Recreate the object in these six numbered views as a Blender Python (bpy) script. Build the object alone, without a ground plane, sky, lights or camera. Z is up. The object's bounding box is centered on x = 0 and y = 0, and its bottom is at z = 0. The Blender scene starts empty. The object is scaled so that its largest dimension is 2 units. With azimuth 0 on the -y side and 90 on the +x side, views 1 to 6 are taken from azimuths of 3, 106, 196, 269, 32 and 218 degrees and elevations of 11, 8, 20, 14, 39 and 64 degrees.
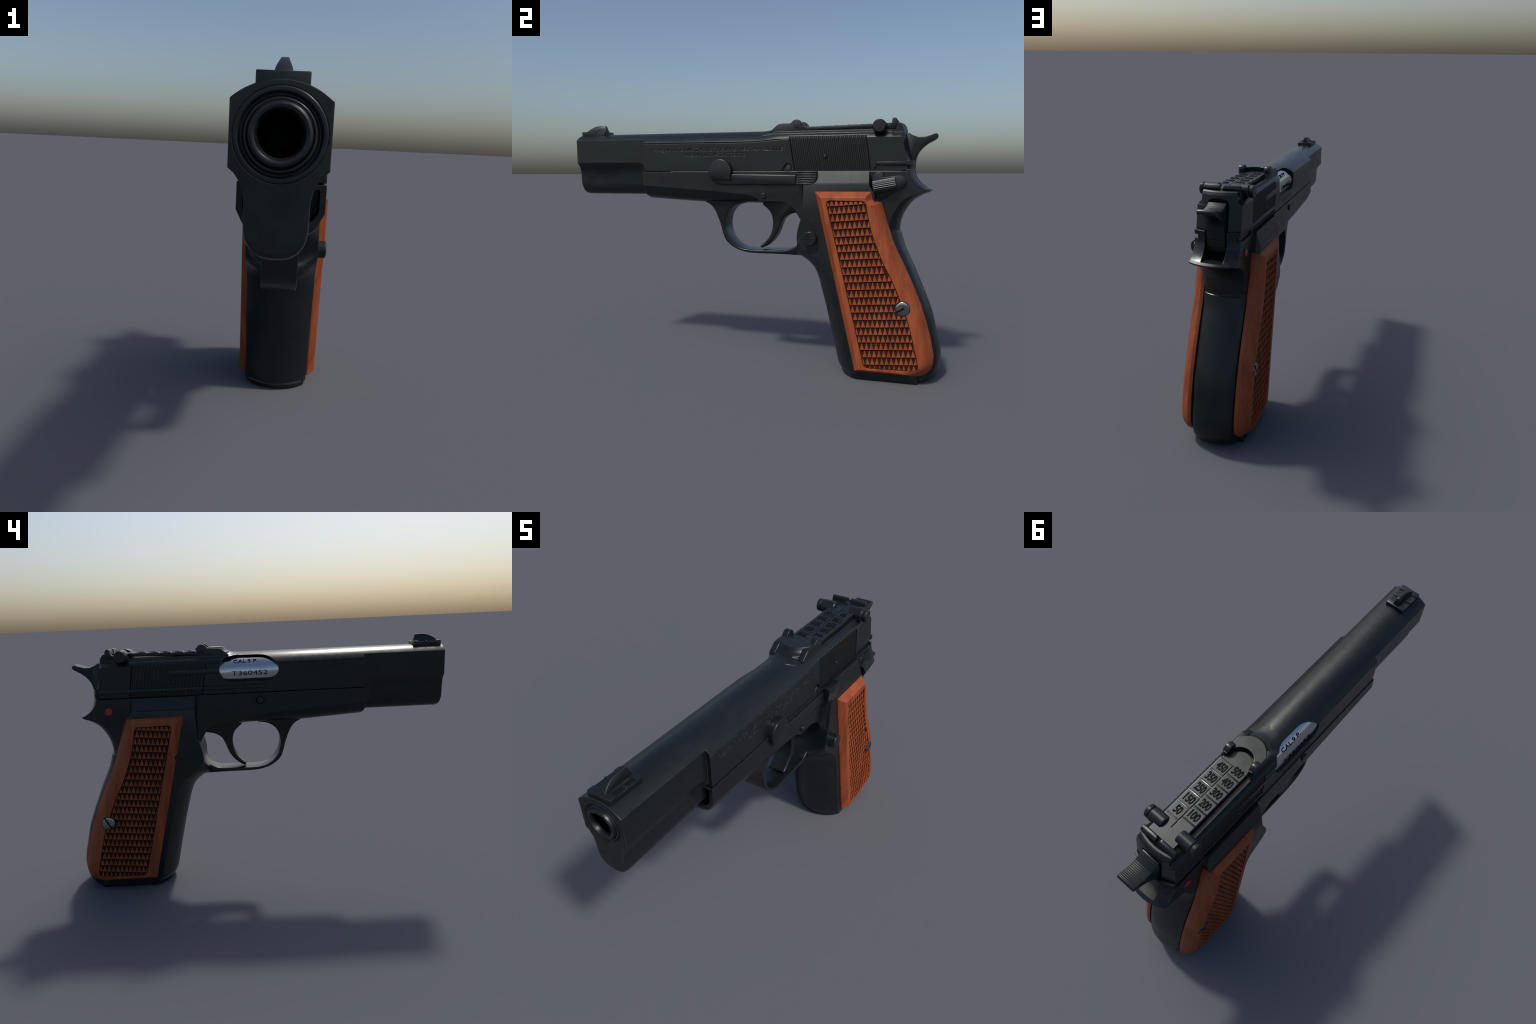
# A blued steel semi-automatic pistol with tangent rear sight and checkered
# wooden grips, built part by part.  Axis of the gun: y (muzzle at -y), left
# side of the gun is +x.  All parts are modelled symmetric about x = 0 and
# parented to one Empty that stands at the base.
import bpy, bmesh, math, random
from math import sin, cos, pi, sqrt, radians
from mathutils import Vector, Matrix

random.seed(7)
SC = bpy.context.scene.collection

# ------------------------------------------------------------------ materials
def nodes_of(name):
    m = bpy.data.materials.new(name)
    m.use_nodes = True
    nt = m.node_tree
    return m, nt, nt.nodes['Principled BSDF']

def N(nt, kind, **kw):
    n = nt.nodes.new(kind)
    for k, v in kw.items():
        if k in n.inputs:
            n.inputs[k].default_value = v
        else:
            setattr(n, k, v)
    return n

def ramp(nt, fac, stops):
    r = nt.nodes.new('ShaderNodeValToRGB')
    while len(r.color_ramp.elements) < len(stops):
        r.color_ramp.elements.new(0.5)
    for e, (p, c) in zip(r.color_ramp.elements, stops):
        e.position = p
        e.color = (*c, 1) if len(c) == 3 else c
    nt.links.new(fac, r.inputs['Fac'])
    return r

def steel(name, dark, light, rough=(0.30, 0.42), metallic=0.0, spec=0.5, bevel=0.004, stretch=(3, 1, 3)):
    m, nt, b = nodes_of(name)
    L = nt.links.new
    tc = N(nt, 'ShaderNodeTexCoord')
    mp = N(nt, 'ShaderNodeMapping')
    mp.inputs['Scale'].default_value = stretch
    L(tc.outputs['Object'], mp.inputs['Vector'])
    big = N(nt, 'ShaderNodeTexNoise', Scale=3.5, Detail=5.0, Roughness=0.6)
    L(mp.outputs[0], big.inputs['Vector'])
    col = ramp(nt, big.outputs['Fac'], [(0.3, dark), (0.7, light)])
    L(col.outputs[0], b.inputs['Base Color'])
    fine = N(nt, 'ShaderNodeTexNoise', Scale=28.0, Detail=6.0, Roughness=0.65)
    L(tc.outputs['Object'], fine.inputs['Vector'])
    mix = N(nt, 'ShaderNodeMath', operation='MULTIPLY')
    L(big.outputs['Fac'], mix.inputs[0]); L(fine.outputs['Fac'], mix.inputs[1])
    mr = N(nt, 'ShaderNodeMapRange')
    mr.inputs['From Min'].default_value = 0.12
    mr.inputs['From Max'].default_value = 0.42
    mr.inputs['To Min'].default_value = rough[0]
    mr.inputs['To Max'].default_value = rough[1]
    L(mix.outputs[0], mr.inputs['Value'])
    b.inputs['Metallic'].default_value = metallic
    b.inputs['Specular IOR Level'].default_value = spec
    b.inputs['Specular Tint'].default_value = (0.90, 0.97, 0.97, 1)
    bv = N(nt, 'ShaderNodeBevel', samples=6)
    bv.inputs['Radius'].default_value = bevel
    grain = N(nt, 'ShaderNodeTexNoise', Scale=160.0, Detail=3.0)
    L(tc.outputs['Object'], grain.inputs['Vector'])
    bp = N(nt, 'ShaderNodeBump', Strength=0.05, Distance=0.002)
    L(grain.outputs['Fac'], bp.inputs['Height']); L(bv.outputs[0], bp.inputs['Normal'])
    L(bp.outputs[0], b.inputs['Normal'])
    # edge highlights put into the colour: sharp edges lightened and made smoother
    geo = N(nt, 'ShaderNodeNewGeometry')
    dot = N(nt, 'ShaderNodeVectorMath', operation='DOT_PRODUCT')
    L(bv.outputs[0], dot.inputs[0]); L(geo.outputs['Normal'], dot.inputs[1])
    ed = N(nt, 'ShaderNodeMapRange')
    ed.inputs['From Min'].default_value = 0.985; ed.inputs['From Max'].default_value = 0.86
    ed.inputs['To Min'].default_value = 0.0; ed.inputs['To Max'].default_value = 1.0
    L(dot.outputs['Value'], ed.inputs['Value'])
    patch = N(nt, 'ShaderNodeMapRange')
    patch.inputs['From Min'].default_value = 0.40; patch.inputs['From Max'].default_value = 0.62
    L(fine.outputs['Fac'], patch.inputs['Value'])
    edge_glint = N(nt, 'ShaderNodeMath', operation='MULTIPLY')
    L(ed.outputs[0], edge_glint.inputs[0]); L(patch.outputs[0], edge_glint.inputs[1])
    mc = N(nt, 'ShaderNodeMix', data_type='RGBA')
    L(edge_glint.outputs[0], mc.inputs[0]); L(col.outputs[0], mc.inputs[6]); mc.inputs[7].default_value = (0.05, 0.055, 0.056, 1)
    L(mc.outputs[2], b.inputs['Base Color'])
    rr = N(nt, 'ShaderNodeMix', data_type='FLOAT')
    L(edge_glint.outputs[0], rr.inputs[0]); L(mr.outputs[0], rr.inputs[2]); rr.inputs[3].default_value = 0.22
    L(rr.outputs[0], b.inputs['Roughness'])
    return m

def wood(name, dark, mid, light):
    m, nt, b = nodes_of(name)
    L = nt.links.new
    tc = N(nt, 'ShaderNodeTexCoord')
    mp = N(nt, 'ShaderNodeMapping')
    mp.inputs['Rotation'].default_value = (radians(-14), 0, 0)   # grain runs along the grip
    mp.inputs['Scale'].default_value = (6, 9, 1.1)
    L(tc.outputs['Object'], mp.inputs['Vector'])
    warp = N(nt, 'ShaderNodeTexNoise', Scale=2.2, Detail=5.0, Roughness=0.6, Distortion=0.6)
    L(mp.outputs[0], warp.inputs['Vector'])
    col = ramp(nt, warp.outputs['Fac'], [(0.28, dark), (0.5, mid), (0.72, light)])
    mp2 = N(nt, 'ShaderNodeMapping')
    mp2.inputs['Rotation'].default_value = (radians(-14), 0, 0)
    mp2.inputs['Scale'].default_value = (60, 90, 5)
    L(tc.outputs['Object'], mp2.inputs['Vector'])
    pore = N(nt, 'ShaderNodeTexNoise', Scale=2.0, Detail=4.0, Roughness=0.7)
    L(mp2.outputs[0], pore.inputs['Vector'])
    pr = ramp(nt, pore.outputs['Fac'], [(0.34, (0.55, 0.5, 0.48)), (0.5, (1, 1, 1))])
    mx = N(nt, 'ShaderNodeMix', data_type='RGBA', blend_type='MULTIPLY')
    mx.inputs[0].default_value = 0.6
    L(col.outputs[0], mx.inputs[6]); L(pr.outputs[0], mx.inputs[7])
    L(mx.outputs[2], b.inputs['Base Color'])
    b.inputs['Roughness'].default_value = 0.5
    b.inputs['Specular IOR Level'].default_value = 0.3
    bv = N(nt, 'ShaderNodeBevel', samples=6)
    bv.inputs['Radius'].default_value = 0.004
    bp = N(nt, 'ShaderNodeBump', Strength=0.15, Distance=0.003)
    L(pore.outputs['Fac'], bp.inputs['Height']); L(bv.outputs[0], bp.inputs['Normal'])
    L(bp.outputs[0], b.inputs['Normal'])
    return m

def plain(name, color, rough=0.5, metallic=0.0, spec=0.5):
    m, nt, b = nodes_of(name)
    tc = N(nt, 'ShaderNodeTexCoord')
    no = N(nt, 'ShaderNodeTexNoise', Scale=40.0, Detail=4.0)
    nt.links.new(tc.outputs['Object'], no.inputs['Vector'])
    c = ramp(nt, no.outputs['Fac'], [(0.3, tuple(x * 0.85 for x in color)), (0.7, tuple(min(1, x * 1.1) for x in color))])
    nt.links.new(c.outputs[0], b.inputs['Base Color'])
    b.inputs['Roughness'].default_value = rough
    b.inputs['Metallic'].default_value = metallic
    b.inputs['Specular IOR Level'].default_value = spec
    return m

def chrome_mat():
    m, nt, b = nodes_of('bright_chrome')
    L = nt.links.new
    tc = N(nt, 'ShaderNodeTexCoord')
    mp = N(nt, 'ShaderNodeMapping')
    mp.inputs['Scale'].default_value = (60, 5, 60)
    L(tc.outputs['Object'], mp.inputs['Vector'])
    no = N(nt, 'ShaderNodeTexNoise', Scale=1.5, Detail=4.0)
    L(mp.outputs[0], no.inputs['Vector'])
    c = ramp(nt, no.outputs['Fac'], [(0.3, (0.50, 0.51, 0.53)), (0.7, (0.62, 0.63, 0.65))])
    L(c.outputs[0], b.inputs['Base Color'])
    b.inputs['Metallic'].default_value = 1.0
    b.inputs['Roughness'].default_value = 0.16
    bp = N(nt, 'ShaderNodeBump', Strength=0.12, Distance=0.004)
    L(no.outputs['Fac'], bp.inputs['Height']); L(bp.outputs[0], b.inputs['Normal'])
    return m

M_STEEL = steel('blued_steel', (0.0052, 0.0071, 0.0083), (0.0090, 0.0115, 0.0130), rough=(0.25, 0.42), spec=0.46)
M_SLIDE = M_STEEL
M_GROOVED = plain('grooved_steel', (0.006, 0.008, 0.009), 0.42, spec=0.4)
M_GROOVE = plain('engraving_black', (0.005, 0.006, 0.007), 0.8, spec=0.12)
M_BORE = plain('bore_black', (0.002, 0.002, 0.002), 0.9, spec=0.0)
M_WOOD = wood('red_brown_wood', (0.20, 0.046, 0.016), (0.30, 0.068, 0.022), (0.37, 0.095, 0.034))
M_WOODDARK = plain('dark_checkering_ground', (0.032, 0.0100, 0.0062), 0.75, spec=0.15)
M_CHROME = chrome_mat()
M_SCREW = plain('screw_steel', (0.30, 0.31, 0.33), 0.24, metallic=1.0)
M_RED = plain('red_enamel', (0.36, 0.012, 0.014), 0.35)

# ------------------------------------------------------------------ modelling helpers
ROOT = bpy.data.objects.new('pistol', None)
SC.objects.link(ROOT)
ROOT.location = (-0.004, 0, 0)
ROOT['label'] = 'blued steel pistol with checkered red-brown wooden grips'
ROOT['category'] = 'pistol'

class M:
    """A bag of verts and faces."""
    def __init__(s, v=None, f=None): s.v, s.f = list(v or []), list(f or [])
    def add(s, o):
        k = len(s.v); s.v += o.v; s.f += [tuple(i + k for i in f) for f in o.f]; return s
    def mirrored(s):
        return M([(-x, y, z) for x, y, z in s.v], [tuple(reversed(f)) for f in s.f])
    def moved(s, dx=0, dy=0, dz=0):
        return M([(x + dx, y + dy, z + dz) for x, y, z in s.v], s.f)

def loft(rings, cap=True):
    n = len(rings[0]); v = [p for r in rings for p in r]; f = []
    for k in range(len(rings) - 1):
        for i in range(n):
            j = (i + 1) % n
            f.append((k * n + i, k * n + j, (k + 1) * n + j, (k + 1) * n + i))
    if cap:
        f.append(tuple(range(n))[::-1]); f.append(tuple((len(rings) - 1) * n + i for i in range(n)))
    return M(v, f)

def slab(profile, xs, warp=None):
    """Extrude a (y,z) outline through the x stations; warp(x,y,z)->(y,z)."""
    rings = []
    for x in xs:
        rings.append([(x, *(warp(x, y, z) if warp else (y, z))) for y, z in profile])
    return loft(rings)

def spline(pts, n=6, closed=False):
    """Catmull-Rom through points."""
    out = []; P = [Vector(p) for p in pts]; m = len(P)
    seg = m if closed else m - 1
    for i in range(seg):
        p1, p2 = P[i], P[(i + 1) % m]
        p0 = P[i - 1] if (closed or i > 0) else p1 * 2 - p2
        p3 = P[(i + 2) % m] if (closed or i + 2 < m) else p2 * 2 - p1
        for k in range(n):
            t = k / n
            q = 0.5 * ((2 * p1) + (p2 - p0) * t + (2 * p0 - 5 * p1 + 4 * p2 - p3) * t * t + (3 * p1 - p0 - 3 * p2 + p3) * t ** 3)
            out.append(tuple(q))
    if not closed: out.append(tuple(P[-1]))
    return out

def arc(cy, cz, r, a0, a1, n=12):
    return [(cy + r * cos(radians(a0 + (a1 - a0) * i / n)), cz + r * sin(radians(a0 + (a1 - a0) * i / n))) for i in range(n + 1)]

def lathe(profile, axis='y', centre=(0, 0), n=48):
    """Revolve (along, radius) pairs about an axis through centre."""
    rings = []
    for a, r in profile:
        ring = []
        for i in range(n):
            t = 2 * pi * i / n
            if axis == 'y': ring.append((centre[0] + r * sin(t), a, centre[1] + r * cos(t)))
            elif axis == 'x': ring.append((a, centre[0] + r * cos(t), centre[1] + r * sin(t)))
            else: ring.append((centre[0] + r * cos(t), centre[1] + r * sin(t), a))
        rings.append(ring)
    return loft(rings)

def rod(x0, x1, y, z, r, ch=0.003, n=40):
    s = 1 if x1 > x0 else -1
    return lathe([(x0, r), (x1 - s * ch, r), (x1, r - ch)], 'x', (y, z), n)

def box(x0, x1, y0, y1, z0, z1):
    return slab([(y0, z0), (y1, z0), (y1, z1), (y0, z1)], (x0, x1))

def raw(name, m):
    me = bpy.data.meshes.new(name)
    me.from_pydata(m.v, [], m.f); me.update()
    bm = bmesh.new(); bm.from_mesh(me)
    bmesh.ops.recalc_face_normals(bm, faces=bm.faces)
    bm.to_mesh(me); bm.free()
    ob = bpy.data.objects.new(name, me); SC.objects.link(ob)
    return ob

def bake(ob):
    dg = bpy.context.evaluated_depsgraph_get()
    me = bpy.data.meshes.new_from_object(ob.evaluated_get(dg))
    old = ob.data; ob.modifiers.clear(); ob.data = me; me.name = ob.name
    bpy.data.meshes.remove(old)

def boolean(ob, cutter, op='DIFFERENCE', solver='EXACT', self_cut=False):
    c = cutter if isinstance(cutter, bpy.types.Object) else raw('cutter', cutter)
    md = ob.modifiers.new('b', 'BOOLEAN'); md.object = c; md.operation = op; md.solver = solver
    md.use_self = self_cut
    bake(ob)
    me = c.data; bpy.data.objects.remove(c); bpy.data.meshes.remove(me)

def bevel(ob, w, seg=2, angle=35):
    md = ob.modifiers.new('v', 'BEVEL'); md.width = w; md.segments = seg
    md.limit_method = 'ANGLE'; md.angle_limit = radians(angle); md.harden_normals = False
    bake(ob)

def finish(ob, mat, parent=None, angle=30):
    ob.data.materials.clear(); ob.data.materials.append(mat)
    for p in ob.data.polygons: p.use_smooth = True; p.material_index = 0
    ob.data.set_sharp_from_angle(angle=radians(angle))
    ob.parent = parent or ROOT
    return ob

def part(name, m, mat=None, parent=None, bev=0, seg=2, angle=30, cuts=()):
    ob = raw(name, m)
    if bev: bevel(ob, bev, seg)
    for c in cuts: boolean(ob, c)
    return finish(ob, mat or M_STEEL, parent, angle)

def lerp(a, b, t): return a + (b - a) * t
def smooth01(t): t = max(0.0, min(1.0, t)); return t * t * (3 - 2 * t)
def interp(tab, y):
    if y <= tab[0][0]: return tab[0][1]
    for (a, u), (b, v) in zip(tab, tab[1:]):
        if y <= b: return lerp(u, v, (y - a) / (b - a))
    return tab[-1][1]

def symmetric(half):
    """xs >= 0 list -> mirrored, sorted."""
    return sorted(set([-x for x in half] + list(half)))

def rear_round(x, y, z):
    """The back of slide, frame and grip is rounded in plan."""
    return (y - 0.022 * (x / 0.1) ** 2 * smooth01((y - 0.66) / 0.09), z)

# ------------------------------------------------------------------ lettering
def text(name, s, size, loc, rot, mat, parent, width=None, depth=0.0012, bold=0.0, space=1.0):
    cu = bpy.data.curves.new(name, 'FONT')
    cu.body = s; cu.size = size; cu.extrude = depth; cu.align_x = 'CENTER'; cu.align_y = 'CENTER'
    cu.resolution_u = 3; cu.offset = bold; cu.space_character = space
    ob = bpy.data.objects.new(name, cu); SC.objects.link(ob)
    dg = bpy.context.evaluated_depsgraph_get()
    me = bpy.data.meshes.new_from_object(ob.evaluated_get(dg)); me.name = name
    bpy.data.objects.remove(ob); bpy.data.curves.remove(cu)
    xs = [v.co.x for v in me.vertices]
    k = (width / (max(xs) - min(xs))) if width else 1.0
    mid = (max(xs) + min(xs)) / 2
    rot = rot.to_4x4()
    T = Matrix.Translation(loc) @ rot @ Matrix.Diagonal((k, 1, 1, 1)) @ Matrix.Translation((-mid, 0, 0))
    me.transform(T)
    bm = bmesh.new(); bm.from_mesh(me)
    bmesh.ops.remove_doubles(bm, verts=bm.verts, dist=1e-5)
    bmesh.ops.recalc_face_normals(bm, faces=bm.faces)
    bm.to_mesh(me); bm.free()
    o = bpy.data.objects.new(name, me); SC.objects.link(o)
    me.materials.clear(); me.materials.append(mat)
    o.parent = parent
    return o

def basis(ex, ey):
    ez = Vector(ex).cross(Vector(ey))
    return Matrix((ex, ey, ez)).transposed()

TOPTXT = basis((-1, 0, 0), (0, -1, 0.022))
LEFTTXT = basis((0, 1, 0), (0, 0, 1))
RIGHTTXT = basis((0, -1, 0), (0, 0, 1))
def engrave(ob, s, size, loc, rot, width, depth=0.003, bold=0.0):
    """Cut lettering into a surface."""
    t = text('lettering', s, size, loc, rot, M_STEEL, None, width, depth, bold)
    boolean(ob, t, self_cut=True)

# ------------------------------------------------------------------ slide
BORE_Z = 1.145
HW = 0.1105

def slide_section(y):
    """Half outline from bottom to crown: cylinder crown forward, stepped shoulders behind."""
    t = smooth01((y - 0.06) / 0.13)
    pts = [(0.0, 1.037), (HW - 0.02, 1.037), (HW, 1.037)]
    for x, zt in ((HW, 1.195), (0.106, 1.203), (0.100, 1.211), (0.094, 1.217), (0.088, 1.220), (0.0865, 1.233), (0.075, 1.2335), (0.06, 1.234), (0.045, 1.234), (0.03, 1.234), (0.015, 1.234), (0, 1.234)):
        zc = 1.10 + sqrt(0.14 ** 2 - x * x)
        pts.append((x, lerp(zc, zt, t)))
    return pts

def ring_from_half(half, y):
    r = [(x, y, z) for x, z in half]
    return r + [(-x, y, z) for x, z in reversed(half[1:-1])]

ys = [-0.565] + [-0.5 + 0.1 * i for i in range(6)] + [0.03 + 0.02 * i for i in range(10)] + [0.3, 0.45, 0.6, 0.74]
slide_mesh = loft([ring_from_half(slide_section(y), y) for y in ys])
slide = raw('slide', slide_mesh)

# rear block of the slide: side profile with sloping, plan-rounded back
rear_prof = [(0.735, 1.036), (0.836, 1.036), (0.836, 1.083), (0.832, 1.10), (0.812, 1.196), (0.735, 1.196)]
boolean(slide, slab(rear_prof, symmetric([0, 0.03, 0.055, 0.08, 0.1, HW + 0.0001]), rear_round), 'UNION')
shoulder = [(0.736, 1.19), (0.813, 1.19), (0.800, 1.245), (0.790, 1.258), (0.782, 1.262), (0.771, 1.262), (0.768, 1.2335), (0.736, 1.2335)]
boolean(slide, slab(shoulder, symmetric([0, 0.03, 0.055, 0.0855]), rear_round), 'UNION')
shoulder2 = [(0.737, 1.18), (0.8145, 1.18), (0.809, 1.205), (0.806, 1.2165), (0.737, 1.2165)]
def slope_shoulder(x, y, z):
    y, z = rear_round(x, y, z)
    return y, (z - max(0, (abs(x) - 0.088)) * 0.85 if z > 1.195 else z)
boolean(slide, slab(shoulder2, symmetric([0, 0.05, 0.088, 0.1, HW - 0.0006]), slope_shoulder), 'UNION')

# nose: flat cheeks, hollow below, rounded bottom lug
def nose_section(y):
    t = max(0.0, min(1.0, (y + 0.607) / 0.037))
    k = 1 - sqrt(1 - t * t) if t < 1 else 1      # cheeks curve down to the slide line at the back
    zc = lerp(1.083, 1.046, k)
    hl = 0.0615 + 0.014 * smooth01((y + 0.615) / 0.035)
    half = spline([(0.0, 0.912), (0.016, 0.9128), (0.030, 0.9165), (0.043, 0.925), (0.053, 0.938), (0.059, 0.953), (hl, 0.972)], 2) + [(hl, 1.020)]
    for a in (0.25, 0.5, 0.75):
        half.append((lerp(hl, 0.0925, 1 - cos(a * pi / 2)) , lerp(1.020, zc, sin(a * pi / 2) * 0.55 + a * 0.45)))
    half += [(0.0925, zc), (0.0925, 1.150)]
    for x in (0.0925, 0.085, 0.075, 0.065, 0.05, 0.035, 0.018, 0.0):
        half.append((x, 1.10 + sqrt(0.14 ** 2 - x * x)))
    return half
nose_rings = []
for y, lift in ((-0.987, 0.016), (-0.983, 0.008), (-0.975, 0.003), (-0.962, 0.0), (-0.80, 0), (-0.64, 0), (-0.615, 0), (-0.605, 0), (-0.598, 0), (-0.591, 0), (-0.584, 0), (-0.577, 0), (-0.57, 0), (-0.50, 0)):
    r = ring_from_half(nose_section(y), y)
    # the lower front edge of the lug is rounded over
    r = [(x * (1 - lift * 2.0 * smooth01((1.04 - z) / 0.06)), yy, z + lift * smooth01((1.03 - z) / 0.10)) for x, yy, z in r]
    if y > -0.58: r = [(x * 0.999, yy, z) for x, yy, z in r]
    nose_rings.append(r)
boolean(slide, loft(nose_rings), 'UNION')

# sight pedestal with concave ramp; its front is rounded in plan
ped = spline([(0.060, 1.2385), (0.100, 1.2410), (0.124, 1.2465), (0.142, 1.2555), (0.154, 1.2685)], 5) + [(0.1555, 1.2715), (0.235, 1.272), (0.31, 1.272), (0.31, 1.21), (0.060, 1.21)]
def ped_warp(x, y, z):
    a = abs(x) / 0.079
    y2 = y + 0.05 * a ** 2.2 * smooth01((0.25 - y) / 0.06)
    return y2, (z - 0.02 * a ** 3 if z < 1.245 else z)
boolean(slide, slab(ped, symmetric([0, 0.02, 0.035, 0.05, 0.06, 0.07, 0.079]), ped_warp), 'UNION')
# recess between the ears for the round end of the leaf
boolean(slide, lathe([(1.2372, 0.062), (1.32, 0.062)], 'z', (0.0, 0.285), 64))
boolean(slide, box(-0.0622, 0.0622, 0.285, 0.34, 1.2373, 1.32))
boolean(slide, box(-0.1, 0.1, 0.2975, 0.345, 1.2374, 1.32))

# ejection port on the right
port = spline([(0.181, 1.165), (0.163, 1.207), (0.120, 1.2235), (0.03, 1.2245), (-0.045, 1.222), (-0.09, 1.205), (-0.121, 1.168), (-0.117, 1.128), (-0.080, 1.096), (0.0, 1.095), (0.139, 1.097), (0.170, 1.126)], 5, closed=True)
boolean(slide, slab(port, (-0.3, -0.045)))

# muzzle opening for bushing and barrel
boolean(slide, lathe([(-1.1, 0.0865), (-0.95, 0.0865)], 'y', (0, 1.1435), 48))

# crease under the crown on both sides
for s in (1, -1):
    boolean(slide, slab([(-0.60, 1.1785), (0.05, 1.1785), (0.12, 1.185), (0.20, 1.1905), (0.232, 1.191), (0.232, 1.195), (0.20, 1.1945), (0.12, 1.189), (0.05, 1.1825), (-0.60, 1.1825)], (s * (HW - 0.0035), s * 0.13)))

# recess for the grasping grooves: a slanted panel on each side
SLANT = 0.165
SERR_Y, SERR_N, SERR_P = {1: 0.2365, -1: 0.2455}, 20, 0.0191
def serr_y(side, u, z): return SERR_Y[side] + u + (1.197 - z) * SLANT
for s in (1, -1):
    w = SERR_N * SERR_P
    quad = [(serr_y(s, 0, 1.02), 1.02), (serr_y(s, w, 1.02), 1.02), (serr_y(s, w, 1.215), 1.215), (serr_y(s, 0, 1.215), 1.215)]
    boolean(slide, slab(quad, (s * (HW - 0.0075), s * 0.14)))

# slide-stop and safety notches on the left, thin rail lines
notch = spline([(0.192, 1.03), (0.212, 1.062), (0.229, 1.077), (0.247, 1.070), (0.254, 1.055), (0.247, 1.04)], 4) + [(0.247, 1.02), (0.192, 1.02)]
boolean(slide, slab(notch, (0.100, 0.13)))
notch2 = [(0.648, 1.02), (0.648, 1.036), (0.672, 1.064), (0.690, 1.073), (0.703, 1.072), (0.713, 1.060), (0.705, 1.045), (0.703, 1.02)]
boolean(slide, slab(notch2, (0.102, 0.13)))
boolean(slide, box(HW - 0.005, 0.13, 0.668, 0.9, 1.0595, 1.0625))
boolean(slide, box(HW - 0.008, 0.13, 0.7035, 0.9, 1.020, 1.0605))
boolean(slide, box(-0.13, -HW + 0.004, -0.04, 0.27, 1.056, 1.0585))
boolean(slide, box(-0.13, -HW + 0.004, -0.04, 0.27, 1.0755, 1.078))
boolean(slide, box(-0.13, -HW + 0.008, 0.665, 0.9, 1.020, 1.0600))

# hammer slot in the back of the slide
slot = [(-0.053, 1.0), (0.053, 1.0), (0.053, 1.205), (0.047, 1.220), (0.03, 1.229), (0, 1.232), (-0.03, 1.229), (-0.047, 1.220), (-0.053, 1.205)]
boolean(slide, loft([[(x, 0.775, z) for x, z in slot], [(x, 0.95, z) for x, z in slot]]))
# cuts at the back: flats against the frame tabs
engrave(slide, "FABRIQUE NATIONALE D'ARMES DE GUERRE . HERSTAL - BELGIQUE", 0.0245, (HW, -0.157, 1.1465), LEFTTXT, 0.722, 0.002)
engrave(slide, "BROWNING'S PATENT DEPOSE", 0.0245, (HW, -0.157, 1.1195), LEFTTXT, 0.328, 0.002)
engrave(slide, 'T360452', 0.030, (-HW, 0.036, 1.067), RIGHTTXT, 0.205, 0.002)
finish(slide, M_SLIDE, angle=20)

# the grooves themselves: a corrugated strip whose ridges end in small bumps at the shoulder
for s in (1, -1):
    us, xs_ = [], []
    for i in range(SERR_N):
        for t, d in ((0.0, 1.0), (0.14, 0.82), (0.26, 0.42), (0.38, 0.10), (0.5, 0.0), (0.62, 0.10), (0.74, 0.42), (0.86, 0.82)):
            us.append((i + t) * SERR_P); xs_.append(0.0055 * d)
    us.append(SERR_N * SERR_P - 0.0001); xs_.append(0.0055)
    rings = []
    for z, inset in ((1.0375, 0.0), (1.190, 0.0), (1.199, 0.0012), (1.2045, 0.0045), (1.2075, 0.0105)):
        ring = [(s * (HW - 0.0004 - inset - d), serr_y(s, u, z), z) for u, d in zip(us, xs_)]
        ring += [(s * (HW - 0.02), serr_y(s, us[-1], z), z), (s * (HW - 0.02), serr_y(s, us[0], z), z)]
        rings.append(ring)
    part('grasping_grooves', loft(rings), M_GROOVED, slide, angle=50)

# rail on the right side of the slide
rail = raw('slide_rail', slab([(0.273, 1.0595), (0.815, 1.0595), (0.812, 1.0795), (0.273, 1.0765)], (-0.102, -HW - 0.002)))
bevel(rail, 0.002, 2); finish(rail, M_STEEL, slide)
# rib along the rear left
rib = part('slide_rail', slab([(0.668, 1.0632), (0.812, 1.0632), (0.8105, 1.0795), (0.668, 1.0795)], (0.102, HW + 0.0018)), parent=slide, bev=0.002)

# ears of the sight hinge
for s in (1, -1):
    ear = arc(0.267, 1.2615, 0.0275, 150, -12, 20) + [(0.309, 1.2345), (0.309, 1.225), (0.20, 1.225), (0.20, 1.268)]
    if s == 1: ear = arc(0.267, 1.2615, 0.0275, 150, -12, 20) + [(0.309, 1.2345), (0.309, 1.225), (0.13, 1.225), (0.13, 1.232), (0.172, 1.266), (0.236, 1.2695)]
    else: ear = arc(0.267, 1.2615, 0.0275, 150, -12, 20) + [(0.309, 1.2345), (0.309, 1.225), (0.13, 1.225), (0.13, 1.232), (0.172, 1.266), (0.236, 1.2695)]
    e = part('sight_ear', slab(ear, (s * 0.0575, s * 0.0865)), parent=slide, bev=0.0025)
    part('sight_hinge_pin', rod(s * 0.06, s * 0.0885, 0.268, 1.258, 0.0125), parent=slide)

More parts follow.
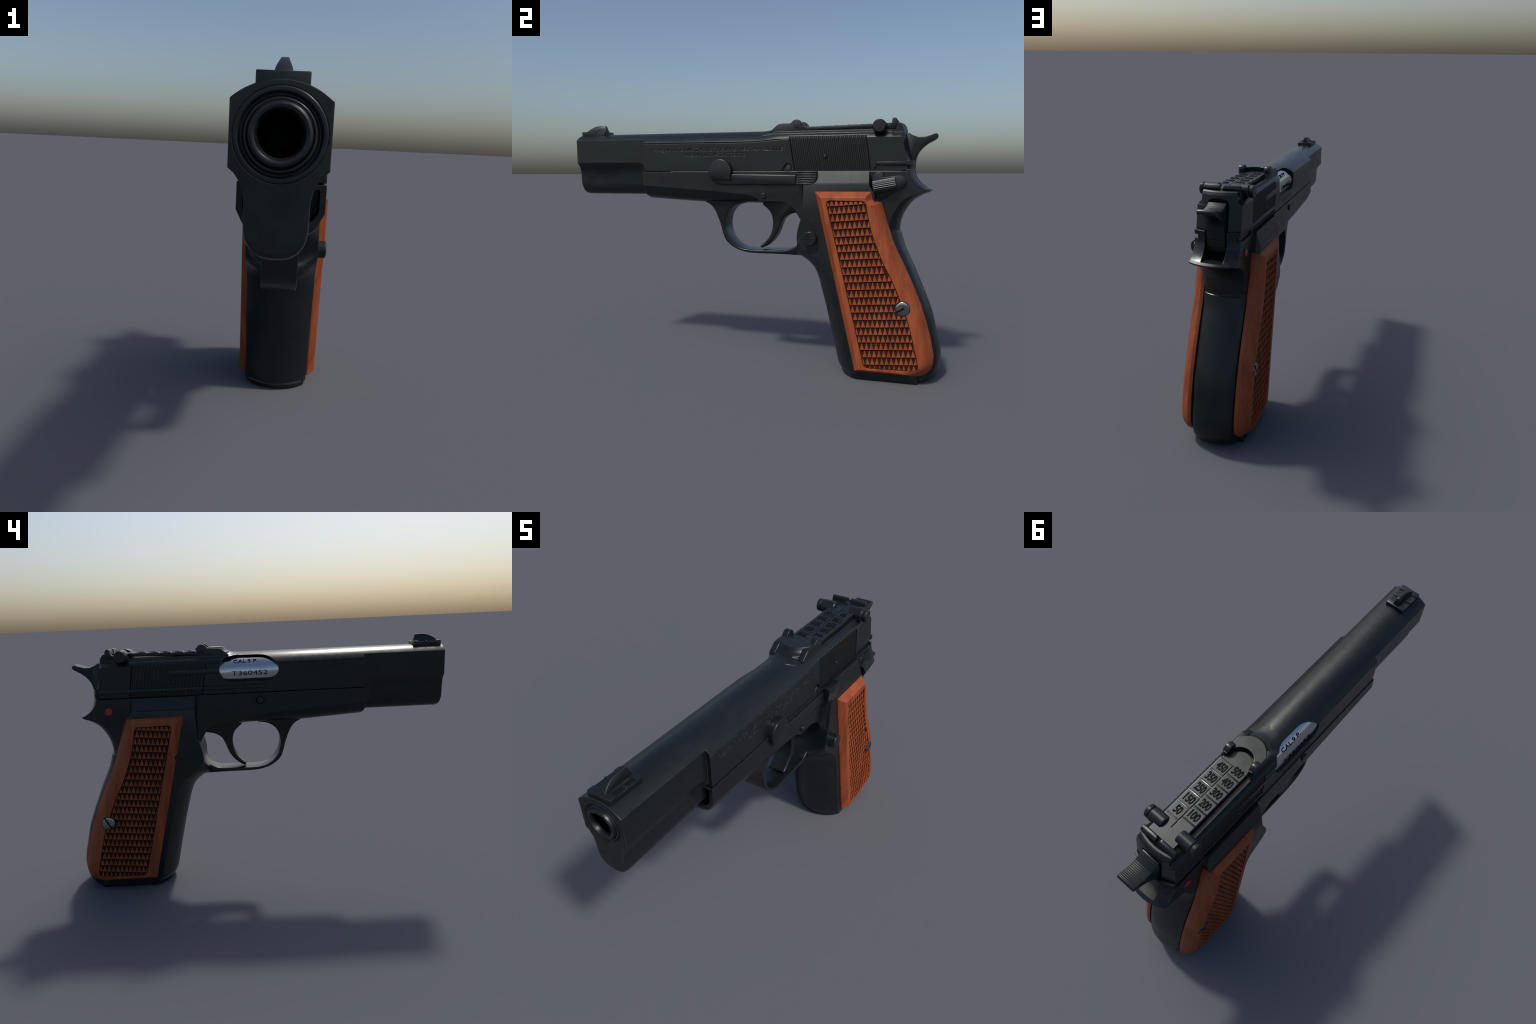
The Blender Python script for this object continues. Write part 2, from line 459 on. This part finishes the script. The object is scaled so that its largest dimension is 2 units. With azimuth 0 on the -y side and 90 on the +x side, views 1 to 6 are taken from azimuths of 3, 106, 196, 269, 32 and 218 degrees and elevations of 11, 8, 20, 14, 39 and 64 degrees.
# ------------------------------------------------------------------ rear sight
LX = 0.007
leaf_outline = []
for a in range(0, 181, 10):
    leaf_outline.append((0.0595 * cos(radians(180 + a)), 0.292 - 0.0 + 0.060 * sin(radians(180 + a))))
leaf_outline += [(0.0595, 0.302), (0.074, 0.304), (0.074, 0.735), (-0.063, 0.735), (-0.063, 0.304), (-0.0595, 0.302)]
def leaf_z(y): return 1.2525 + 0.008 * (y - 0.29) / 0.35
def leaf_plate(outline, top=0.0, low=-0.018):
    return loft([[(x, y, leaf_z(y) + low) for x, y in outline], [(x, y, leaf_z(y) + top) for x, y in outline]])
def tile(x0, x1, y0, y1): return leaf_plate([(x0, y0), (x1, y0), (x1, y1), (x0, y1)])
leaf = raw('sight_leaf', leaf_plate(leaf_outline, -0.003))
bevel(leaf, 0.002, 2)
GAP = 0.0026
# front plate with the round end, range squares in two staggered columns, rear plate
finish(leaf, M_STEEL)
part('leaf_plate', leaf_plate([p for p in leaf_outline[:19]] + [(0.0595, 0.302), (0.0735, 0.3045), (0.0735, 0.3165), (-0.0625, 0.3165), (-0.0625, 0.3045), (-0.0595, 0.302)]), parent=leaf)
for i in range(5):
    y1 = 0.637 - i * 0.0635 - GAP; y0 = y1 - 0.0635 + 2 * GAP
    part('range_square', tile(LX + GAP, 0.0735, y0 if i < 4 else 0.3167, y1), parent=leaf)
    y1 = 0.614 - i * 0.0640 - GAP; y0 = y1 - 0.0640 + 2 * GAP
    part('range_square', tile(-0.0625, LX - GAP, y0 if i < 4 else 0.3167, y1), parent=leaf)
part('leaf_plate', leaf_plate([(LX + GAP, 0.637 + GAP), (0.0735, 0.637 + GAP), (0.0735, 0.7345), (-0.0625, 0.7345), (-0.0625, 0.614 + GAP), (LX - GAP, 0.614 + GAP), (LX - GAP, 0.676), (LX + GAP, 0.676)]), parent=leaf)

for i in range(5):
    y = 0.606 - i * 0.0635
    s = str(50 + 100 * i)
    text('range_number', s, 0.052, (0.040, y, leaf_z(y)), TOPTXT, M_GROOVE, leaf, width=0.046 if i else 0.032, bold=0.0018)
    y = 0.584 - i * 0.0640
    text('range_number', str(100 + 100 * i), 0.052, (-0.0275, y, leaf_z(y)), TOPTXT, M_GROOVE, leaf, width=0.048, bold=0.0018)

# slider knobs
for s in (1, -1):
    prof = [(0.036, 0.022), (0.040, 0.030), (0.044, 0.0325), (0.108, 0.0325), (0.111, 0.030), (0.1125, 0.026), (0.1155, 0.026), (0.117, 0.0285), (0.118, 0.0305), (0.131, 0.0305), (0.135, 0.027)]
    part('sight_slider_knob', lathe([(s * a, r) for a, r in prof], 'x', (0.678, 1.246), 40), parent=leaf)

# notch blade at the back of the leaf
blade = [(0.713, 1.233), (0.713, 1.250), (0.726, 1.2545), (0.733, 1.262), (0.736, 1.281), (0.741, 1.2845), (0.752, 1.2845), (0.7625, 1.271), (0.752, 1.2355), (0.746, 1.233)]
b = raw('sight_blade', slab(blade, (-0.090, 0.090)))
bevel(b, 0.0018, 2)
un = [(0.0085 * cos(radians(a)), 1.2685 + 0.0095 * sin(radians(a))) for a in range(180, 361, 20)] + [(0.0105, 1.30), (-0.0105, 1.30)]
boolean(b, loft([[(x, 0.70, z) for x, z in un], [(x, 0.80, z) for x, z in un]]))
boolean(b, loft([[(x * 2.4, 0.70, z - 0.002 + 0.0) for x, z in un], [(x * 1.4, 0.745, z) for x, z in un]]))
finish(b, M_STEEL, leaf)

# ------------------------------------------------------------------ front sight
fs = part('front_sight_base', box(-0.049, 0.049, -0.979, -0.836, 1.215, 1.2555), bev=0.002,
          cuts=[box(-0.06, -0.020, -0.950, -0.905, 1.2505, 1.27), box(0.020, 0.06, -0.950, -0.905, 1.2505, 1.27), box(-0.06, -0.020, -0.897, -0.862, 1.2505, 1.27), box(0.020, 0.06, -0.897, -0.862, 1.2505, 1.27)])
bl = spline([(-0.969, 1.256), (-0.945, 1.274), (-0.915, 1.2865), (-0.885, 1.290), (-0.858, 1.2905)], 4) + [(-0.853, 1.288), (-0.842, 1.252), (-0.969, 1.252)]
def taper(x, y, z): return (y, z)
bmesh_blade = slab(bl, (-0.0165, 0.0165))
bmesh_blade.v = [(x * lerp(1.0, 0.45, smooth01((z - 1.256) / 0.034)), y, z) for x, y, z in bmesh_blade.v]
part('front_sight_blade', bmesh_blade, parent=fs, bev=0.0015)

# ------------------------------------------------------------------ barrel
bush = lathe([(-0.94, 0.0868), (-0.986, 0.0868), (-0.9885, 0.0845), (-0.9885, 0.078), (-0.984, 0.074), (-0.981, 0.072), (-0.984, 0.068), (-0.989, 0.0655), (-0.989, 0.0615), (-0.94, 0.0615)], 'y', (0, 1.1435), 48)
# close the ring instead of capping it
bush.f = bush.f[:-2] + [(9 * 48 + i, 9 * 48 + (i + 1) % 48, (i + 1) % 48, i) for i in range(48)]
part('barrel_bushing', bush)
brl = lathe([(-0.80, 0.060), (-0.990, 0.060), (-0.9975, 0.057), (-1.0, 0.0525), (-0.9985, 0.047), (-0.990, 0.0425), (-0.986, 0.0415), (-0.80, 0.0415)], 'y', (0.0, BORE_Z), 48)
brl.f = brl.f[:-2] + [(7 * 48 + i, 7 * 48 + (i + 1) % 48, (i + 1) % 48, i) for i in range(48)]
barrel = part('barrel', brl)
part('bore', lathe([(-0.979, 0.0414), (-0.82, 0.0414), (-0.82, 0.001)], 'y', (0, BORE_Z), 40), M_BORE, barrel)
bpy.data.objects['bore'].data.flip_normals()

# chamber seen through the port
ch = [(-0.129, 0.0925), (0.186, 0.0925)]
chamber_mesh = lathe(ch, 'y', (0, 1.140), 96)
chamber_mesh.v = [(x * 1.115, y, z) for x, y, z in chamber_mesh.v]     # slightly wider than tall
chamber = part('chamber', chamber_mesh, M_CHROME)
def on_chamber(ang, y): return (-0.0926 * 1.115 * cos(ang), y, 1.140 + 0.0926 * sin(ang))
text('chamber_marking', 'T360452', 0.034, on_chamber(radians(-3), 0.026), basis((0, -1, 0), (0.05, 0, 1)), M_GROOVE, chamber, width=0.185, depth=0.0014, bold=0.0)
text('chamber_marking', 'CAL.9 P.', 0.030, on_chamber(radians(36), 0.045), basis((0, -1, 0), (0.588, 0, 0.809)), M_GROOVE, chamber, width=0.125, depth=0.0014, bold=0.0)

# extractor bar among the grooves on the right
ext = [(0.183, 1.1405), (0.425, 1.1405)] + arc(0.425, 1.153, 0.0125, -90, 90, 8) + [(0.183, 1.1655)]
part('extractor', slab(ext, (-0.098, -HW - 0.0018)), parent=slide, bev=0.002)
# firing pin cross pin, left and right
for s in (1, -1):
    part('cross_pin', rod(s * 0.1, s * (HW + 0.0025), 0.418, 1.106, 0.0095), parent=slide)

# ------------------------------------------------------------------ frame
# dust cover and receiver: U sections along y
EDGE = [(-0.572, 0.961), (-0.29, 0.942), (-0.113, 0.928), (0.0, 0.918), (0.033, 0.914), (0.06, 0.904), (0.082, 0.889), (0.10, 0.8815), (0.14, 0.884), (0.18, 0.884), (0.21, 0.880), (0.24, 0.868), (0.265, 0.848), (0.285, 0.815), (0.30, 0.79), (0.40, 0.70)]
BELLY = [(-0.575, 0.912), (-0.568, 0.898), (-0.555, 0.891), (-0.228, 0.872), (0.09, 0.872), (0.10, 0.8805), (0.14, 0.883), (0.18, 0.883), (0.21, 0.879), (0.24, 0.867), (0.265, 0.847), (0.285, 0.814), (0.30, 0.789), (0.40, 0.699)]
FW = 0.114
BELLY_CURVE = spline([(0, 1), (0.25, 0.985), (0.45, 0.94), (0.62, 0.865), (0.76, 0.73), (0.86, 0.52), (0.935, 0.25), (1, 0)], 3)
def frame_ring(y):
    ze, zb = interp(EDGE, y), interp(BELLY, y)
    half = [(FW * u, lerp(ze, zb, v)) for u, v in BELLY_CURVE]
    half += [(FW, 1.033), (FW - 0.02, 1.033), (0, 1.033)]
    return ring_from_half(half, y)
fy = [-0.573, -0.568, -0.555, -0.4, -0.228, -0.1, 0.0, 0.02, 0.035, 0.05, 0.06, 0.07, 0.082, 0.09, 0.10, 0.14, 0.18, 0.20, 0.22, 0.24, 0.255, 0.27, 0.285, 0.30, 0.33]
frame = raw('frame', loft([frame_ring(y) for y in fy]))

# rear receiver, tang and backstrap (rounded in plan at the back)
tang = spline([(0.851, 1.084), (0.852, 1.035), (0.862, 1.004), (0.882, 0.978), (0.908, 0.958), (0.930, 0.9475)], 4)
under = spline([(0.932, 0.942), (0.922, 0.9345), (0.895, 0.923), (0.848, 0.893), (0.812, 0.845), (0.792, 0.795), (0.787, 0.755), (0.7885, 0.742)], 4)
strap = spline([(0.7935, 0.739), (0.812, 0.676), (0.840, 0.615), (0.870, 0.551), (0.905, 0.470), (0.934, 0.403), (0.962, 0.325), (0.979, 0.255), (0.999, 0.175), (1.0045, 0.135), (1.003, 0.098), (0.996, 0.060), (0.976, 0.022), (0.955, 0.007)], 3)
rear = [(0.28, 1.0325), (0.812 + 0.026, 1.0325), (0.812 + 0.026, 1.084)] + tang + under + strap + [(0.90, 0.0065), (0.62, 0.0085), (0.60, 0.06), (0.56, 0.339), (0.52, 0.50), (0.46, 0.62), (0.42, 0.72), (0.36, 0.80), (0.30, 0.83), (0.29, 0.84)]
def strap_round(x, y, z):
    """As the slide's back, with softer corners below the tang."""
    k = smooth01((y - 0.66) / 0.09) * smooth01((0.95 - z) / 0.04)
    y, z = rear_round(x, y, z)
    return y - k * (0.005 + 0.003 * (x / 0.1) ** 2 + 0.015 * (max(0, abs(x) - 0.085) / 0.029) ** 2), z
boolean(frame, slab(rear, symmetric([0, 0.02, 0.04, 0.055, 0.07, 0.085, 0.093, 0.10, 0.105, 0.109, FW - 0.0001]), strap_round), 'UNION')

# wide magazine housing: front strap rounds over, top is chamfered
BW = 0.150
# front outline on the centre line, and where it ends on the flat sides
mid_line = [(0.287, 0.82), (0.298, 0.775), (0.303, 0.735), (0.292, 0.684), (0.266, 0.655), (0.250, 0.640), (0.250, 0.607), (0.283, 0.600), (0.320, 0.577), (0.353, 0.543), (0.375, 0.494), (0.391, 0.438), (0.418, 0.339), (0.456, 0.176), (0.480, 0.070), (0.488, 0.046), (0.498, 0.034), (0.545, 0.020)]
side_line = [(0.314, 0.82), (0.300, 0.775), (0.290, 0.735), (0.287, 0.700), (0.292, 0.680), (0.306, 0.667), (0.318, 0.652), (0.354, 0.625), (0.402, 0.587), (0.431, 0.545), (0.449, 0.494), (0.463, 0.438), (0.489, 0.339), (0.528, 0.176), (0.552, 0.070), (0.557, 0.050), (0.562, 0.042), (0.577, 0.025)]
mid_front = [(0.287, 1.033)] + spline(mid_line, 3)
side_front = [(0.320, 1.033)] + spline(side_line, 3)
hous_back = [(0.86, 0.0120), (0.80, 0.30), (0.664, 0.929), (0.638, 1.033)]
def housing_ring(x):
    a = abs(x)
    k = (a / BW) ** 2.1
    ring = [(lerp(p[0], q[0], k), lerp(p[1], q[1], k)) for p, q in zip(mid_front, side_front)] + hous_back
    drop = max(0.0, (a - 0.128) / (BW - 0.128)) * 0.065
    return [(x, y, z - drop if z > 1.0 else z) for y, z in ring]
hous_mesh = loft([housing_ring(x) for x in symmetric([0, 0.02, 0.035, 0.05, 0.06, 0.07, 0.08, 0.09, 0.1, 0.108, 0.116, 0.122, 0.128, 0.133, 0.138, 0.142, 0.146, BW])])
# slight taper toward the butt
hous_mesh.v = [(x * lerp(0.955, 1.0, smooth01((z) / 0.9)), y, z) for x, y, z in hous_mesh.v]
boolean(frame, hous_mesh, 'UNION')

# hollow mouth of the dust cover
def mouth(y):
    half = [(0, 0.915)] + [(0.098 * sin(radians(a)), lerp(0.972, 0.915, cos(radians(a)))) for a in (20, 40, 60, 75)] + [(0.098, 0.972), (0.098, 1.020), (0, 1.020)]
    return ring_from_half(half, y)
boolean(frame, loft([mouth(-0.60), mouth(-0.50)]))
# slot for the hammer
boolean(frame, slab([(0.77, 1.2), (0.77, 1.0), (0.80, 0.968), (0.86, 0.955), (0.90, 0.9545), (0.96, 0.9545), (0.96, 1.2)], (-0.0535, 0.0535)))
# slot for the trigger
boolean(frame, box(-0.047, 0.047, 0.075, 0.283, 0.70, 0.94))
# rail notches in the back, serial line recess on the right
boolean(frame, box(-0.13, -0.094, 0.78, 0.90, 1.043, 1.062))
boolean(frame, box(0.094, 0.13, 0.78, 0.90, 1.043, 1.062))
# line on the housing (both sides) and relief groove in front of it
finish(frame, M_STEEL)

# trigger guard
outer = spline([(-0.235, 0.876), (-0.205, 0.860), (-0.184, 0.836), (-0.168, 0.805), (-0.150, 0.757), (-0.137, 0.711), (-0.120, 0.672), (-0.085, 0.641), (-0.040, 0.620), (0.012, 0.610), (0.075, 0.608), (0.140, 0.608), (0.20, 0.6075), (0.255, 0.606)], 4)
inner = spline([(0.262, 0.652), (0.232, 0.636), (0.195, 0.628), (0.10, 0.6255), (0.02, 0.6255), (-0.030, 0.631), (-0.068, 0.648), (-0.098, 0.678), (-0.117, 0.715), (-0.125, 0.755), (-0.120, 0.795), (-0.104, 0.830), (-0.078, 0.854), (-0.045, 0.8675), (-0.005, 0.8725)], 4)
gprof = outer + [(0.30, 0.606), (0.30, 0.67)] + inner + [(-0.005, 0.90), (-0.235, 0.90)]
gxs = symmetric([0, 0.045, 0.056, 0.0625])
def guard_warp(x, y, z):
    return y, z
part('trigger_guard', slab(gprof, (-0.0625, 0.0625)), bev=0.005, seg=3, parent=frame)

# trigger
trig = spline([(0.283, 0.828), (0.252, 0.822), (0.222, 0.814), (0.192, 0.794), (0.173, 0.760), (0.157, 0.716), (0.130, 0.675), (0.095, 0.645), (0.072, 0.6335)], 4) + \
       spline([(0.063, 0.645), (0.087, 0.663), (0.114, 0.694), (0.130, 0.733), (0.134, 0.776), (0.126, 0.813), (0.108, 0.839), (0.080, 0.862)], 4) + [(0.080, 0.93), (0.283, 0.93)]
def trig_round(x, y, z):
    k = (abs(x) / 0.044) ** 3
    return y, z
part('trigger', slab(trig, (-0.044, 0.044)), bev=0.006, seg=3)
part('trigger_pin', rod(0.10, 0.122, 0.104, 0.911, 0.0155), parent=frame)

# pin of the slide stop on the right, with a dark ring
boolean(frame, rod(-0.112, -0.14, -0.022, 0.995, 0.0215))
boolean(frame, box(-0.16, -0.1485, 0.3, 0.62, 0.9685, 0.9715))
boolean(frame, box(0.1485, 0.16, 0.3, 0.62, 0.9645, 0.9675))
engrave(frame, 'T360452', 0.032, (-FW, -0.005, 0.951), RIGHTTXT, 0.207, 0.002)
for s in (1, -1):
    boolean(frame, lathe([(0.80, 0.008), (0.82, 0.0135), (1.01, 0.0135)], 'z', (s * 0.132, 0.2985), 20))
finish(frame, M_STEEL, angle=23)
part('slide_stop_pin', rod(-0.10, -0.122, -0.022, 0.995, 0.0185, 0.004))

# red dot of the safety
part('red_dot', lathe([(-0.10, 0.0195), (-0.1185, 0.0195), (-0.1205, 0.0175), (-0.1215, 0.010), (-0.1217, 0.001)], 'x', (0.763, 0.970), 40), M_RED)

# ------------------------------------------------------------------ slide stop lever
lever = [(0.279, 1.017), (-0.030, 1.022), (-0.185, 1.022), (-0.182, 1.005), (-0.168, 0.987), (-0.148, 0.974), (-0.120, 0.967), (0.279, 0.966)]
stop = part('slide_stop', slab(lever, (0.105, 0.1265)), bev=0.007, seg=4)
disc = arc(-0.124, 1.034, 0.0625, -32, 212, 40) + [(-0.170, 0.993)]
disc[0] = (-0.0605, 0.993)
part('slide_stop_disc', slab(disc, (0.105, 0.1365)), parent=stop, bev=0.004, seg=3)
pad = [(0.287, 1.034)] + [(0.387, 1.034), (0.386, 1.005), (0.380, 0.988), (0.368, 0.975), (0.350, 0.967), (0.283, 0.969)]
pd = raw('slide_stop_pad', slab(pad, (0.11, 0.152)))
bevel(pd, 0.003, 2)
g = M()
for i in range(7):
    z = 0.977 + i * 0.0083
    g.add(slab([(0.26, z - 0.0026), (0.42, z - 0.0026), (0.42, z + 0.0026), (0.26, z + 0.0026)], (0.1485, 0.18)))
boolean(pd, g); finish(pd, M_STEEL, stop)
part('slide_stop_nub', slab([(0.200, 1.025), (0.222, 1.058), (0.236, 1.066), (0.246, 1.058), (0.246, 1.025)], (0.09, 0.110)), parent=stop, bev=0.002)

# ------------------------------------------------------------------ safety lever
plate = spline([(0.652, 0.990), (0.655, 1.012), (0.664, 1.025), (0.676, 1.030)], 4) + [(0.700, 1.030), (0.705, 1.004)] + \
        spline([(0.745, 1.010), (0.775, 1.013), (0.797, 1.008), (0.810, 0.989), (0.806, 0.968), (0.786, 0.950), (0.755, 0.936), (0.715, 0.908), (0.695, 0.901), (0.676, 0.906), (0.662, 0.924), (0.653, 0.955)], 4)
saf = part('safety_lever', slab(plate, (0.10, 0.132)), bev=0.003)
c0 = Vector((0.715, 0.968)); ca, sa = cos(radians(11)), sin(radians(11))
def sp(u, v): return (c0.x + u * ca - v * sa, c0.y + u * sa + v * ca)
# half-round ribbed thumb piece: section across v, ribs run along u
sec = []
for i in range(0, 25):
    a = pi * i / 24
    r = 1.0 if i % 2 == 0 else 0.93
    sec.append((0.0335 * -cos(a) * r, 0.126 + 0.040 * (sin(a) ** 0.7) * r))
rings = []
for u in (-0.058, 0.050):
    rings.append([(x, *sp(u, v)) for v, x in sec])
part('safety_thumb_piece', loft(rings), parent=saf, angle=20)

# ------------------------------------------------------------------ magazine release
mr = part('magazine_release', rod(0.12, 0.1835, 0.356, 0.706, 0.036, 0.004))
kn = M()
for r in range(-4, 5):
    for c in range(-4, 5):
        y, z = 0.356 + c * 0.0082 + (0.0041 if r % 2 else 0), 0.706 + r * 0.0075
        if (y - 0.356) ** 2 + (z - 0.706) ** 2 < 0.0275 ** 2:
            q = [(0.1832, y - 0.0045, z), (0.1832, y, z - 0.0036), (0.1832, y + 0.0045, z), (0.1832, y, z + 0.0036), (0.1862, y, z)]
            kn.add(M(q, [(3, 2, 1, 0), (0, 1, 4), (1, 2, 4), (2, 3, 4), (3, 0, 4)]))
k = part('knurling', kn, parent=mr, angle=10); k['kind'] = 'stuff'

# ------------------------------------------------------------------ hammer
ham = [(0.806, 1.216), (0.814, 1.214), (0.832, 1.203), (0.856, 1.196), (0.884, 1.196), (0.912, 1.204), (0.934, 1.2125), (0.942, 1.210), (0.948, 1.202), (0.946, 1.192), (0.936, 1.184)] + \
      spline([(0.905, 1.167), (0.878, 1.145), (0.858, 1.118), (0.848, 1.088), (0.846, 1.05)], 4) + [(0.840, 0.99), (0.815, 0.972), (0.780, 0.985), (0.778, 1.20)]
hm = raw('hammer', slab(ham, (-0.045, 0.045)))
bevel(hm, 0.003, 2)
g = M()
top = [(0.850, 1.1975), (0.884, 1.196), (0.912, 1.204), (0.936, 1.2132)]
for i in range(12):
    y = 0.851 + i * 0.0076
    z = interp([(0.832, 1.203), (0.856, 1.196), (0.884, 1.196), (0.912, 1.204), (0.934, 1.2125), (0.945, 1.211)], y)
    g.add(slab([(y - 0.0036, z + 0.004), (y, z - 0.0045), (y + 0.0036, z + 0.004)], (-0.06, 0.06)))
boolean(hm, g)
boolean(hm, box(-0.06, 0.06, 0.838, 0.88, 1.046, 1.0495))
finish(hm, M_STEEL)

# ------------------------------------------------------------------ magazine
mb = [(0.503, 0.022), (0.508, 0.006), (0.520, 0.0), (0.893, 0.0), (0.893, 0.018), (0.888, 0.021), (0.888, 0.050), (0.52, 0.050)]
def mag_round(x, y, z):
    return (y + 0.075 * (abs(x) / 0.14) ** 2.4 * smooth01((0.62 - y) / 0.08), z)
mag = raw('magazine_base', slab(mb, symmetric([0, 0.04, 0.07, 0.10, 0.125, 0.137]), mag_round))
bevel(mag, 0.002, 2, 40)
finish(mag, M_STEEL)

# ------------------------------------------------------------------ grips
def offset(poly, dists):
    """Inset a counter-clockwise polygon, one distance per edge (i -> i+1)."""
    n = len(poly); out = []
    P = [Vector(p) for p in poly]
    def line(i):
        a, b = P[i], P[(i + 1) % n]; d = (b - a).normalized()
        return a + Vector((-d.y, d.x)) * dists[i], d
    for i in range(n):
        (a, d), (b, e) = line(i - 1), line(i)
        den = d.x * e.y - d.y * e.x
        if abs(den) < 0.05: q = (P[i] + Vector((-e.y, e.x)) * dists[i] + P[i] + Vector((-d.y, d.x)) * dists[i - 1]) / 2
        else:
            t = ((b.x - a.x) * e.y - (b.y - a.y) * e.x) / den; q = a + d * t
        out.append((q.x, q.y))
    return out

POCKET = spline([(0.441, 0.875), (0.444, 0.888), (0.456, 0.8945)], 3) + spline([(0.608, 0.8925), (0.624, 0.889), (0.632, 0.874)], 3) + \
         spline([(0.640, 0.832), (0.652, 0.780), (0.666, 0.731), (0.710, 0.618), (0.764, 0.513), (0.804, 0.420), (0.843, 0.318), (0.866, 0.232)], 3) + \
         spline([(0.896, 0.106), (0.893, 0.088), (0.876, 0.078)], 3) + spline([(0.662, 0.0735), (0.644, 0.078), (0.632, 0.092)], 3)

def grip(side):
    right = side < 0
    GRIP_X = 0.1780 if right else 0.1835
    # outline counter-clockwise seen with y to the right, z up: start at bottom front
    ol = [(0.588, 0.046), (0.74, 0.044), (0.905, 0.045), (0.932, 0.058), (0.955, 0.084), (0.965, 0.112), (0.966, 0.150), (0.947, 0.240), (0.926, 0.315), (0.899, 0.395), (0.872, 0.460), (0.845, 0.521), (0.812, 0.590), (0.780, 0.653), (0.755, 0.710), (0.735, 0.771)]
    if right: ol += [(0.700, 0.870), (0.690, 0.90), (0.670, 0.938)]
    else:     ol += [(0.700, 0.884), (0.672, 0.893), (0.656, 0.906), (0.650, 0.937)]
    ol += [(0.378, 0.936)]
    n = len(ol)
    dist, edge = [], []
    for i, (y, z) in enumerate(ol):
        nxt = ol[(i + 1) % n]
        my, mz = (y + nxt[0]) / 2, (z + nxt[1]) / 2
        if i == n - 1: dist.append(0.027)                   # front
        elif mz > 0.93: dist.append(0.028)                  # top
        elif my > 0.63 and mz > 0.86: dist.append(0.030)
        elif my < 0.92 and mz < 0.05: dist.append(0.019)    # bottom
        else: dist.append(0.060 if right else 0.057)                            # rounded back
    for i, (y, z) in enumerate(ol):
        back = (y > 0.72 and z > 0.06) or (y > 0.665 and z > 0.7)
        edge.append(0.132 if back else 0.151)
        if y > 0.9 and z < 0.09: edge[-1] = 0.136
    rings = [[(0.114, y, z) for y, z in ol]]
    for s in (0.0, 0.12, 0.3, 0.5, 0.7, 0.86, 1.0):
        o = offset(ol, [d * s for d in dist])
        ring = []
        for i, (y, z) in enumerate(o):
            back = edge[i] < 0.14
            h = 1 - (1 - s) ** 2.0 if back else min(1.0, s * 1.06) ** 0.95
            ring.append((lerp(edge[i], GRIP_X, h), y, z))
        rings.append(ring)
    m = loft(rings)
    if right: m = m.mirrored()
    ob = raw('grip_panel', m)
    sx = side
    boolean(ob, slab(POCKET, (sx * (GRIP_X - 0.0065), sx * 0.25)))
    if right: boolean(ob, lathe([(-0.25, 0.021), (-0.156, 0.021), (-0.10, 0.021)], 'x', (0.418, 0.716), 32))
    boolean(ob, lathe([(sx * 0.165, 0.0365), (sx * 0.25, 0.0365)], 'x', (0.814, 0.383), 40))
    finish(ob, M_WOOD, angle=24)
    # near-black brown ground + wedge points
    gp = Vector(offset(POCKET, [-0.001] * len(POCKET))[0])
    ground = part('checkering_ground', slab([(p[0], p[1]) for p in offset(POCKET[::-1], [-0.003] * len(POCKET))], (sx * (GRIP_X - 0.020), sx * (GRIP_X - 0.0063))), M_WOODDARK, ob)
    pts = M()
    a = radians(4.5); pitch, rowh = 0.0231, 0.0374
    for r in range(-1, 25):
        for c in range(-12, 26):
            u0 = (c + (0.5 if r % 2 else 0)) * pitch
            v0 = -r * rowh
            def W(u, v):
                return (0.459 + u * cos(a) - v * sin(a), 0.828 + u * sin(a) + v * cos(a))
            e = 0.0006
            ta = W(u0, v0 + rowh - 0.002); tl = W(u0 - pitch / 2 + e, v0); tr = W(u0 + pitch / 2 - e, v0); rm = W(u0, v0 + 0.001); ml = W(u0, v0 + rowh * 0.72)
            if not (0.40 < ta[0] < 0.95 and 0.03 < ta[1] < 0.96): continue
            xb, xt = sx * (GRIP_X - 0.0075), sx * (GRIP_X - 0.0004)
            xe = sx * (GRIP_X - 0.0028)
            q = [(xb, *ta), (xb, *tl), (xb, *tr), (sx * (GRIP_X - 0.0045), *ta), (xe, *tl), (xe, *tr), (xt, *rm), (xt, *ml)]
            pts.add(M(q, [(0, 1, 2), (0, 3, 4, 1), (0, 2, 5, 3), (1, 4, 6, 5, 2), (3, 7, 6, 4), (3, 5, 6, 7)]))
    ck = raw('checkering', pts)
    clip = slab(offset(POCKET[::-1], [0.0035] * len(POCKET)), (sx * 0.16, sx * 0.21))
    boolean(ck, clip, 'INTERSECT')
    bm = bmesh.new(); bm.from_mesh(ck.data); bm.to_mesh(ck.data); bm.free()
    boolean(ck, lathe([(sx * 0.15, 0.0375), (sx * 0.25, 0.0375)], 'x', (0.814, 0.383), 40))
    finish(ck, M_WOOD, ob, angle=12); ck['kind'] = 'stuff'
    # seat ring and screw
    sc = raw('grip_screw', lathe([(sx * 0.15, 0.0335), (sx * (GRIP_X - 0.0005), 0.0335), (sx * (GRIP_X + 0.0012), 0.031), (sx * (GRIP_X + 0.0022), 0.022), (sx * (GRIP_X + 0.0026), 0.002)], 'x', (0.814, 0.383), 48))
    ang = radians(32) if side > 0 else radians(60)
    d, nrm = Vector((cos(ang), sin(ang))), Vector((-sin(ang), cos(ang)))
    cc = Vector((0.814, 0.383))
    quad = [cc + d * 0.036 + nrm * 0.0042, cc - d * 0.036 + nrm * 0.0042, cc - d * 0.036 - nrm * 0.0042, cc + d * 0.036 - nrm * 0.0042]
    boolean(sc, slab([tuple(p) for p in quad], (sx * (GRIP_X - 0.014), sx * 0.25)))
    finish(sc, M_SCREW, ob)
grip(1); grip(-1)

# ------------------------------------------------------------------ markings
for o in bpy.data.objects:
    if o.type == 'MESH' and o.parent is None: o.parent = ROOT
